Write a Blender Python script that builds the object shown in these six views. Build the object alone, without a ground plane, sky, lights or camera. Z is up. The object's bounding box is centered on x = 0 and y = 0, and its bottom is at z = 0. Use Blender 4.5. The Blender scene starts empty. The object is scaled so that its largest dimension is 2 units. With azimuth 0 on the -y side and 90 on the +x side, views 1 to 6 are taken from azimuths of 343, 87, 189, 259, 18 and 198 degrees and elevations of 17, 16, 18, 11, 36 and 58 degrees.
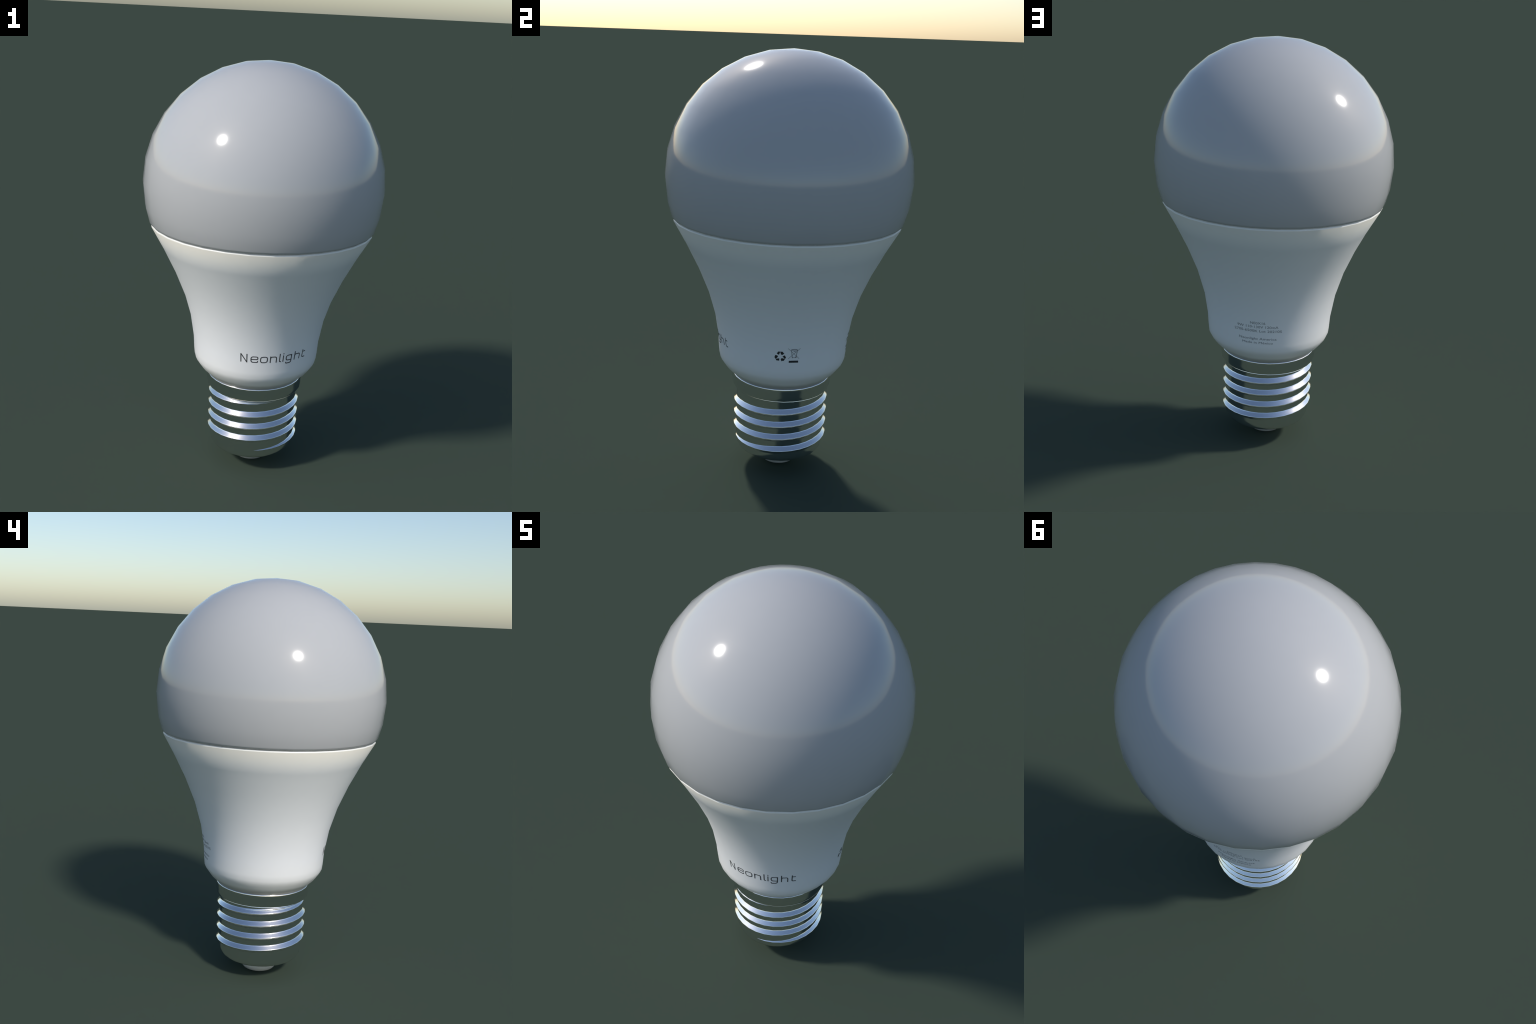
"""Household LED light bulb: glossy round dome, white flared plastic housing with
printed lettering and symbols, mirror-metal screw base with helical thread, contact button."""
import math
import bpy
import bmesh

SEGMENTS = 32                      # sides of every turned part
STEP = 2 * math.pi / SEGMENTS

# ------------------------------------------------------------------ materials


def principled(name, colour, roughness, metallic=0.0, ior_level=0.5, grain=0.0, grain_scale=60.0,
               rough_var=0.0, coat=0.0):
    mat = bpy.data.materials.new(name)
    mat.use_nodes = True
    nt = mat.node_tree
    sh = nt.nodes["Principled BSDF"]
    sh.inputs["Roughness"].default_value = roughness
    sh.inputs["Metallic"].default_value = metallic
    sh.inputs["Specular IOR Level"].default_value = ior_level
    sh.inputs["Coat Weight"].default_value = coat
    co = nt.nodes.new("ShaderNodeTexCoord")
    noise = nt.nodes.new("ShaderNodeTexNoise")
    noise.inputs["Scale"].default_value = grain_scale
    noise.inputs["Detail"].default_value = 3.0
    nt.links.new(co.outputs["Object"], noise.inputs["Vector"])
    ramp = nt.nodes.new("ShaderNodeValToRGB")
    lo, hi = (tuple(max(0.0, min(1.0, c * (1 + s * grain))) for c in colour) for s in (-1, 1))
    ramp.color_ramp.elements[0].position, ramp.color_ramp.elements[1].position = 0.3, 0.7
    ramp.color_ramp.elements[0].color = (*lo, 1)
    ramp.color_ramp.elements[1].color = (*hi, 1)
    nt.links.new(noise.outputs["Fac"], ramp.inputs["Fac"])
    nt.links.new(ramp.outputs["Color"], sh.inputs["Base Color"])
    if rough_var:
        rng = nt.nodes.new("ShaderNodeMapRange")
        rng.inputs["To Min"].default_value = roughness - rough_var
        rng.inputs["To Max"].default_value = roughness + rough_var
        nt.links.new(noise.outputs["Fac"], rng.inputs["Value"])
        nt.links.new(rng.outputs["Result"], sh.inputs["Roughness"])
    return mat


DOME_MAT = principled("frosted_dome", (0.51, 0.51, 0.51), 0.10, grain=0.004, grain_scale=20)
HOUSING_MAT = principled("white_plastic", (0.99, 0.99, 0.99), 0.38, grain=0.004, grain_scale=30)


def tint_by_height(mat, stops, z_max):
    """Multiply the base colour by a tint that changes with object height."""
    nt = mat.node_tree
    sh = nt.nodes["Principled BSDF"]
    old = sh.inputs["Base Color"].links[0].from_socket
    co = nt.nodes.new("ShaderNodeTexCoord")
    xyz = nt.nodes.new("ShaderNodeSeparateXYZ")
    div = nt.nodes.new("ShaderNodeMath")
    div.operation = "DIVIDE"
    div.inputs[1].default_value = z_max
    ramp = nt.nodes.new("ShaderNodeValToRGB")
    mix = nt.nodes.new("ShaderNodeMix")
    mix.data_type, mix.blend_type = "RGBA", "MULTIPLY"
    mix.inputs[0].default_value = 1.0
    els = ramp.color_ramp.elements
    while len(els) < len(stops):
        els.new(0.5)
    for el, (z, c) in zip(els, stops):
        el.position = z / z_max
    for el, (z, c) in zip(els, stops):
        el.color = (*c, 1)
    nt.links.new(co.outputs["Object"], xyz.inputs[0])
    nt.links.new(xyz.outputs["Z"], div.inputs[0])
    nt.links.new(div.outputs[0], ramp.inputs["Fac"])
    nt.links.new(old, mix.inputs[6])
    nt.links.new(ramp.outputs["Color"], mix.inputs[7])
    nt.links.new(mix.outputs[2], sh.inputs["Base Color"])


# warm tint band below the rim; foot colour darkened to paint its underside shade
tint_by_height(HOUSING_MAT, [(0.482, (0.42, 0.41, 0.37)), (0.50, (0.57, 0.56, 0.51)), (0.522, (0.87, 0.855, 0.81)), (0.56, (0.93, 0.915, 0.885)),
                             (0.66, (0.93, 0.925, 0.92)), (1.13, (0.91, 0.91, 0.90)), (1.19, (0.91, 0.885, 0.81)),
                             (1.2348, (0.88, 0.835, 0.73)), (1.2378, (0.99, 0.97, 0.91))], 1.3)  # last stop lightens the rim edge to bake in its sunlit stripe
METAL_MAT = principled("polished_metal", (0.88, 0.88, 0.88), 0.09, metallic=1.0, grain=0.01, grain_scale=80)
CONTACT_MAT = principled("dull_contact_metal", (0.70, 0.69, 0.65), 0.5, grain=0.02)
LETTER_MAT = principled("faded_black_ink", (0.055, 0.055, 0.058), 0.5, grain=0.05, grain_scale=200)
INK_MAT = principled("black_ink", (0.025, 0.025, 0.028), 0.5, grain=0.05, grain_scale=200)
GREY_INK_MAT = principled("grey_ink", (0.22, 0.22, 0.22), 0.5, grain=0.05, grain_scale=200)

# ------------------------------------------------------------------ helpers


def add_object(name, mesh, parent, mat):
    ob = bpy.data.objects.new(name, mesh)
    bpy.context.scene.collection.objects.link(ob)
    ob.parent = parent
    if not mesh.materials:
        mesh.materials.append(mat)
    return ob


def smooth(mesh):
    for p in mesh.polygons:
        p.use_smooth = True


def turned(name, profile, parent, mat):
    """Turn a (radius, height) profile, given top to bottom, about the z axis."""
    verts, faces, rings = [], [], []
    for r, z in profile:
        if r < 1e-6:
            rings.append([len(verts)])
            verts.append((0.0, 0.0, z))
        else:
            rings.append(list(range(len(verts), len(verts) + SEGMENTS)))
            verts += [(r * math.cos(i * STEP), r * math.sin(i * STEP), z) for i in range(SEGMENTS)]
    for a, b in zip(rings, rings[1:]):
        for i in range(SEGMENTS):
            j = (i + 1) % SEGMENTS
            if len(a) == 1:
                faces.append((a[0], b[i], b[j]))
            elif len(b) == 1:
                faces.append((a[i], b[0], a[j]))
            else:
                faces.append((a[i], b[i], b[j], a[j]))
    me = bpy.data.meshes.new(name)
    me.from_pydata(verts, [], faces)
    me.validate()
    smooth(me)
    return add_object(name, me, parent, mat)


# ------------------------------------------------------------------ the bulb

bulb = bpy.data.objects.new("light_bulb", None)
bpy.context.scene.collection.objects.link(bulb)
bulb["label"] = "round white LED light bulb with flared housing and screw base"
bulb["category"] = "light bulb"

# dome: a 32 x 16 sphere cut off above the rim, its lower edge turned under
R_DOME, Z_DOME = 0.5652, 1.4348
dome_profile = []
for k in range(10):
    a = k * math.pi / 16
    dome_profile.append((R_DOME * math.sin(a), Z_DOME + R_DOME * math.cos(a)))
z_cut = 1.2575
dome_profile += [(math.sqrt(R_DOME ** 2 - (z_cut - Z_DOME) ** 2), z_cut),
                 (0.5333, 1.2499), (0.5255, 1.2458), (0.5120, 1.2446), (0.4950, 1.2380)]
dome = turned("dome", dome_profile, bulb, DOME_MAT)

# housing: chamfered rim, flared cup, bevelled shoulder
HOUSING = [(0.480, 1.2420), (0.5140, 1.2440), (0.5198, 1.2436), (0.5264, 1.2397), (0.5280, 1.2354),
           (0.4685, 1.1270), (0.4115, 1.0120), (0.3630, 0.8950), (0.3280, 0.7750),
           (0.3095, 0.6600), (0.3060, 0.6000), (0.3028, 0.5700), (0.2950, 0.5520),
           (0.2845, 0.5370), (0.2700, 0.5180), (0.2520, 0.5000), (0.2375, 0.4872),
           (0.2348, 0.4812), (0.1800, 0.4780)]
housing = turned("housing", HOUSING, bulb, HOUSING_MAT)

# screw base: collar, threaded sleeve, rounded end
ROOT = 0.2134
BASE = [(0.150, 0.4815), (0.2325, 0.4817), (0.2353, 0.4810), (0.2374, 0.4772), (0.2374, 0.4685),
        (0.2374, 0.4400), (0.2368, 0.4310), (0.2345, 0.4215), (0.2300, 0.4140), (0.2220, 0.4085),
        (0.2146, 0.4062), (0.2137, 0.4056), (ROOT, 0.4046), (ROOT, 0.3000), (ROOT, 0.2000),
        (ROOT, 0.1320), (0.2106, 0.1130), (0.2020, 0.0975), (0.1870, 0.0862), (0.1600, 0.0770),
        (0.1250, 0.0700), (0.1000, 0.0655), (0.0500, 0.0640), (0.0, 0.0640)]
base = turned("screw_base", BASE, bulb, METAL_MAT)

# helical thread, one ridge swept up the sleeve and run out at both ends
PITCH = 0.0638
PHASE_Z = 0.3520                    # crest height at 13 degrees on the top full turn
RIDGE_UPPER = [(-0.0006, 0.0215), (0.0001, 0.0198), (0.0008, 0.0184), (0.0017, 0.0169), (0.0028, 0.0156),
               (0.0138, 0.0042), (0.0150, 0.0029), (0.0160, 0.0014)]
RIDGE = RIDGE_UPPER + [(0.0166, 0.0)] + [(r, -z) for r, z in reversed(RIDGE_UPPER)]


def build_thread():
    first, last = -1080 - 112.5, 292.5
    n = round((last - first) / (360 / SEGMENTS))
    verts, faces, m = [], [], len(RIDGE)
    for i in range(n + 1):
        phi = first + i * 360 / SEGMENTS
        s = min(1.0, (phi - first) / 100, (last - phi) / 105)
        s = max(0.0, s) ** 1.2
        sink = max(0.0, 0.12 - s) * 0.02
        zc = PHASE_Z + PITCH / 360 * (phi - 13)
        a = math.radians(phi)
        for dr, dz in RIDGE:
            r = ROOT + (dr * s if dr > 0 else dr) - sink
            verts.append((r * math.cos(a), r * math.sin(a), zc + dz * s))
    for i in range(n):
        for k in range(m - 1):
            p = i * m + k
            faces.append((p, p + 1, p + m + 1, p + m))
    faces += [tuple(range(m - 1, -1, -1)), tuple(range(n * m, n * m + m))]
    me = bpy.data.meshes.new("thread")
    me.from_pydata(verts, [], faces)
    bm = bmesh.new()
    bm.from_mesh(me)
    bmesh.ops.recalc_face_normals(bm, faces=bm.faces)
    bm.to_mesh(me)
    bm.free()
    smooth(me)
    return add_object("thread", me, base, METAL_MAT)


build_thread()

# contact button under the base
turned("contact", [(0.0, 0.0660), (0.104, 0.0660), (0.106, 0.0560), (0.0980, 0.0350), (0.0800, 0.0130),
                   (0.0590, 0.0025), (0.0450, 0.0), (0.0, 0.0)], bulb, CONTACT_MAT)

# ------------------------------------------------------------------ printing on the housing
# Marks are drawn flat in (azimuth, height), cut along the facet edges and laid on the facets.

PRINT_R = 0.31                      # metres per radian used when drawing


def surface(az, z):
    """Radius of the faceted housing at azimuth az (radians) and height z."""
    for (r0, z0), (r1, z1) in zip(HOUSING, HOUSING[1:]):
        if z1 <= z <= z0:
            r = r0 + (r1 - r0) * (z - z0) / (z1 - z0)
            break
    half = STEP / 2
    return r * math.cos(half) / math.cos((az % STEP) - half)


def lay_on_housing(name, bm, mat, lift=0.0004):
    """bm: flat mesh with x = azimuth * PRINT_R and y = height."""
    xs = [v.co.x for v in bm.verts]
    k = math.floor(min(xs) / PRINT_R / STEP)
    while k * STEP * PRINT_R < max(xs):
        bmesh.ops.bisect_plane(bm, geom=bm.verts[:] + bm.edges[:] + bm.faces[:],
                               plane_co=(k * STEP * PRINT_R, 0, 0), plane_no=(1, 0, 0))
        k += 1
    for _, z in HOUSING:
        bmesh.ops.bisect_plane(bm, geom=bm.verts[:] + bm.edges[:] + bm.faces[:],
                               plane_co=(0, z, 0), plane_no=(0, 1, 0))
    for f in bm.faces:
        if f.normal.z < 0:
            f.normal_flip()
    ext = bmesh.ops.extrude_face_region(bm, geom=bm.faces[:])
    top = {v for v in ext["geom"] if isinstance(v, bmesh.types.BMVert)}
    for v in bm.verts:
        az = v.co.x / PRINT_R
        r = surface(az, v.co.y) + ((lift + v.co.z) if v in top else -0.0006)
        v.co = (r * math.cos(az), r * math.sin(az), v.co.y)
    bmesh.ops.recalc_face_normals(bm, faces=bm.faces)
    me = bpy.data.meshes.new(name)
    bm.to_mesh(me)
    bm.free()
    return add_object(name, me, housing, mat)


def stroke(bm, pts, width, closed=False, level=0):
    """Ribbon of constant width along a polyline, mitred at the corners."""
    n, h, rows = len(pts), width / 2, []
    z = level * 0.00012
    for i, (x, y) in enumerate(pts):
        a = pts[i - 1] if (i or closed) else None
        b = pts[(i + 1) % n] if (i < n - 1 or closed) else None
        dirs = []
        for p, q in ((a, (x, y)), ((x, y), b)):
            if p and q:
                l = math.hypot(q[0] - p[0], q[1] - p[1])
                dirs.append(((q[0] - p[0]) / l, (q[1] - p[1]) / l))
        tx, ty = sum(d[0] for d in dirs), sum(d[1] for d in dirs)
        l = math.hypot(tx, ty)
        nx, ny = -ty / l, tx / l
        c = max(0.45, nx * -dirs[0][1] + ny * dirs[0][0])
        rows.append([bm.verts.new((x + s * nx * h / c, y + s * ny * h / c, z)) for s in (1, -1)])
    for i in range(n if closed else n - 1):
        p, q = rows[i], rows[(i + 1) % n]
        bm.faces.new((p[0], p[1], q[1], q[0]))


def polygon(bm, pts, level=0):
    f = bm.faces.new([bm.verts.new((x, y, level * 0.00012)) for x, y in pts])
    bmesh.ops.triangulate(bm, faces=[f])


def rounded(pts, radius, closed=False, steps=4):
    """Polyline with its inner corners replaced by arcs."""
    out, n = [], len(pts)
    for i, p in enumerate(pts):
        if not closed and i in (0, n - 1):
            out.append(p)
            continue
        a, b = pts[i - 1], pts[(i + 1) % n]
        la, lb = math.dist(a, p), math.dist(b, p)
        r = min(radius, la * 0.5, lb * 0.5)
        p0 = [p[k] + (a[k] - p[k]) * r / la for k in (0, 1)]
        p1 = [p[k] + (b[k] - p[k]) * r / lb for k in (0, 1)]
        for s in range(steps + 1):
            t = s / steps
            q = tuple((1 - t) ** 2 * p0[k] + 2 * t * (1 - t) * p[k] + t * t * p1[k] for k in (0, 1))
            if not out or math.dist(q, out[-1]) > 1e-5:
                out.append(q)
    return out


# --- name: wide rounded letters, width w, x-height X, ascender A
PEN = 0.0047
X, A = 0.0295, 0.0405
C = 0.011                            # corner radius of the letters


def letter_strokes(ch):
    """List of (points, closed) on a baseline at y = 0; pen centre lines."""
    w = {"N": 0.0330, "e": 0.0362, "o": 0.0362}.get(ch, 0.0334) - PEN
    if ch == "N":
        return [([(0, -PEN / 2), (0, A + PEN / 2)], False), ([(w, -PEN / 2), (w, A + PEN / 2)], False),
                ([(-0.0002, A + PEN * 0.3), (w + 0.0002, -PEN * 0.3)], False)]
    if ch == "e":
        return [(rounded([(0.001, X * 0.52), (w, X * 0.52), (w, X), (0, X), (0, 0), (w - 0.001, 0), (w - 0.001, 0.0085)],
                         C), False)]
    if ch == "o":
        return [(rounded([(0, 0), (w, 0), (w, X), (0, X)], C, True), True)]
    if ch == "n":
        return [([(0, -PEN / 2), (0, X + PEN / 2)], False),
                (rounded([(0, X - 0.011), (0.002, X - 0.001), (w, X), (w, -PEN / 2)], C), False)]
    if ch == "l":
        return [(rounded([(0, A + PEN / 2), (0, 0), (0.0085, 0)], 0.006), False)]
    if ch == "i":
        return [([(0, -PEN / 2), (0, X + PEN / 2)], False), ([(-PEN / 2 - 0.0004, A), (PEN / 2 + 0.0004, A)], False)]
    if ch == "g":
        return [(rounded([(w, X * 0.12), (0, X * 0.12), (0, X), (w - 0.002, X), (w, X - 0.008)], C), False),
                (rounded([(w, X + PEN / 2), (w, -0.0115), (0, -0.0115), (0, -0.0045)], C), False)]
    if ch == "h":
        return [([(0, -PEN / 2), (0, A + PEN / 2)], False),
                (rounded([(0, X - 0.012), (0.002, X - 0.002), (w, X - 0.001), (w, -PEN / 2)], C), False)]
    if ch == "t":
        return [(rounded([(0, A), (0, 0), (0.0185, 0)], 0.007), False),
                ([(0, X), (0.0165, X)], False)]


BASELINE = 0.6548 + PEN / 2
for ch, az in (("N", -119.5), ("e", -110.75), ("o", -102.55), ("n", -94.05), ("l", -85.7),
               ("i", -82.4), ("g", -79.65), ("h", -70.95), ("t", -62.0)):
    bm = bmesh.new()
    x0 = math.radians(az) * PRINT_R + PEN / 2
    for level, (pts, closed) in enumerate(letter_strokes(ch)):
        stroke(bm, [(x0 + x, BASELINE + y) for x, y in pts], PEN, closed, level)
    lay_on_housing("letter", bm, LETTER_MAT)

# --- recycling mark: three folded arrows, each a tail and a head
TAIL = [(-0.0156, 0.0150), (-0.0096, 0.0247), (-0.0014, 0.0245), (-0.0066, 0.0095)]
HEAD = [(0.0003, 0.0243), (0.0095, 0.0248), (0.0142, 0.0187), (0.0172, 0.0183), (0.0112, 0.0104),
        (0.0045, 0.0104), (0.0022, 0.0165)]
bm = bmesh.new()
cx, cy = math.radians(-5.45) * PRINT_R, 0.6765
for k in range(3):
    a = -2 * math.pi / 3 * k
    for shape in (TAIL, HEAD):
        mx, my = (sum(p[i] for p in shape) / len(shape) for i in (0, 1))
        shape = [(mx + 1.14 * (x - mx), my + 1.12 * (y - my)) for x, y in shape]
        polygon(bm, [(cx + 0.96 * (x * math.cos(a) - y * math.sin(a)), cy + 0.98 * (x * math.sin(a) + y * math.cos(a)))
                     for x, y in shape])
lay_on_housing("recycling_symbol", bm, INK_MAT)

# --- crossed-out wheeled bin with a bar under it


def at(az, z):
    return math.radians(az) * PRINT_R, z


bm = bmesh.new()
for level, (pts, w) in enumerate((
        ([at(0.7, 0.7188), at(10.3, 0.6662)], 0.0016),
        ([at(10.6, 0.7182), at(1.1, 0.6660)], 0.0016),
        ([at(3.2, 0.7105), at(4.0, 0.7130), at(5.8, 0.7142), at(7.5, 0.7130), at(8.6, 0.7095)], 0.0030),
        ([at(3.3, 0.7095), at(8.6, 0.7090)], 0.0018),
        ([at(3.5, 0.7090), at(4.5, 0.6715)], 0.0022),
        ([at(8.3, 0.7090), at(7.6, 0.6715)], 0.0022),
        ([at(4.3, 0.6715), at(7.7, 0.6715)], 0.0018),
        ([at(5.3, 0.7025), at(7.0, 0.7015)], 0.0030),
        ([at(7.0, 0.6745), at(8.0, 0.6745)], 0.0052),
        ([at(4.2, 0.6715), at(4.9, 0.6715)], 0.0034))):
    stroke(bm, pts, w, level=level)
lay_on_housing("bin_symbol", bm, GREY_INK_MAT)
bm = bmesh.new()
polygon(bm, [at(1.75, 0.6460), at(9.7, 0.6460), at(9.65, 0.6560), at(1.75, 0.6560)])
lay_on_housing("bin_symbol_bar", bm, INK_MAT)

# --- rating text on the back, set in the built-in typeface and stretched to the line


def text_line(words, az0, az1, z0, z1):
    cu = bpy.data.curves.new("text_line", "FONT")
    cu.body = words
    cu.resolution_u = 3
    cu.offset = 0.0
    ob = bpy.data.objects.new("text_line", cu)
    bpy.context.scene.collection.objects.link(ob)
    dg = bpy.context.evaluated_depsgraph_get()
    me = bpy.data.meshes.new_from_object(ob.evaluated_get(dg))
    bpy.data.objects.remove(ob)
    bpy.data.curves.remove(cu)
    me.materials.clear()
    bm = bmesh.new()
    bm.from_mesh(me)
    bpy.data.meshes.remove(me)
    xs = [v.co.x for v in bm.verts]
    cap = 0.729
    xa, xb = math.radians(az0) * PRINT_R, math.radians(az1) * PRINT_R
    for v in bm.verts:
        v.co = (xa + (v.co.x - min(xs)) * (xb - xa) / (max(xs) - min(xs)), z0 + v.co.y * (z1 - z0) / cap, 0)
    bmesh.ops.remove_doubles(bm, verts=bm.verts, dist=1e-6)
    lay_on_housing("text_line", bm, GREY_INK_MAT)


text_line("NE0X16", 83.8, 96.8, 0.7170, 0.7300)
text_line("9W 110-130V 120mA", 71.9, 108.1, 0.6965, 0.7102)
text_line("2700-6500K Lot 202105", 68.8, 111.3, 0.6745, 0.6880)
text_line("Neonlight America", 73.0, 107.0, 0.6332, 0.6458)
text_line("Made in M\u00e9xico", 76.2, 103.9, 0.6130, 0.6247)
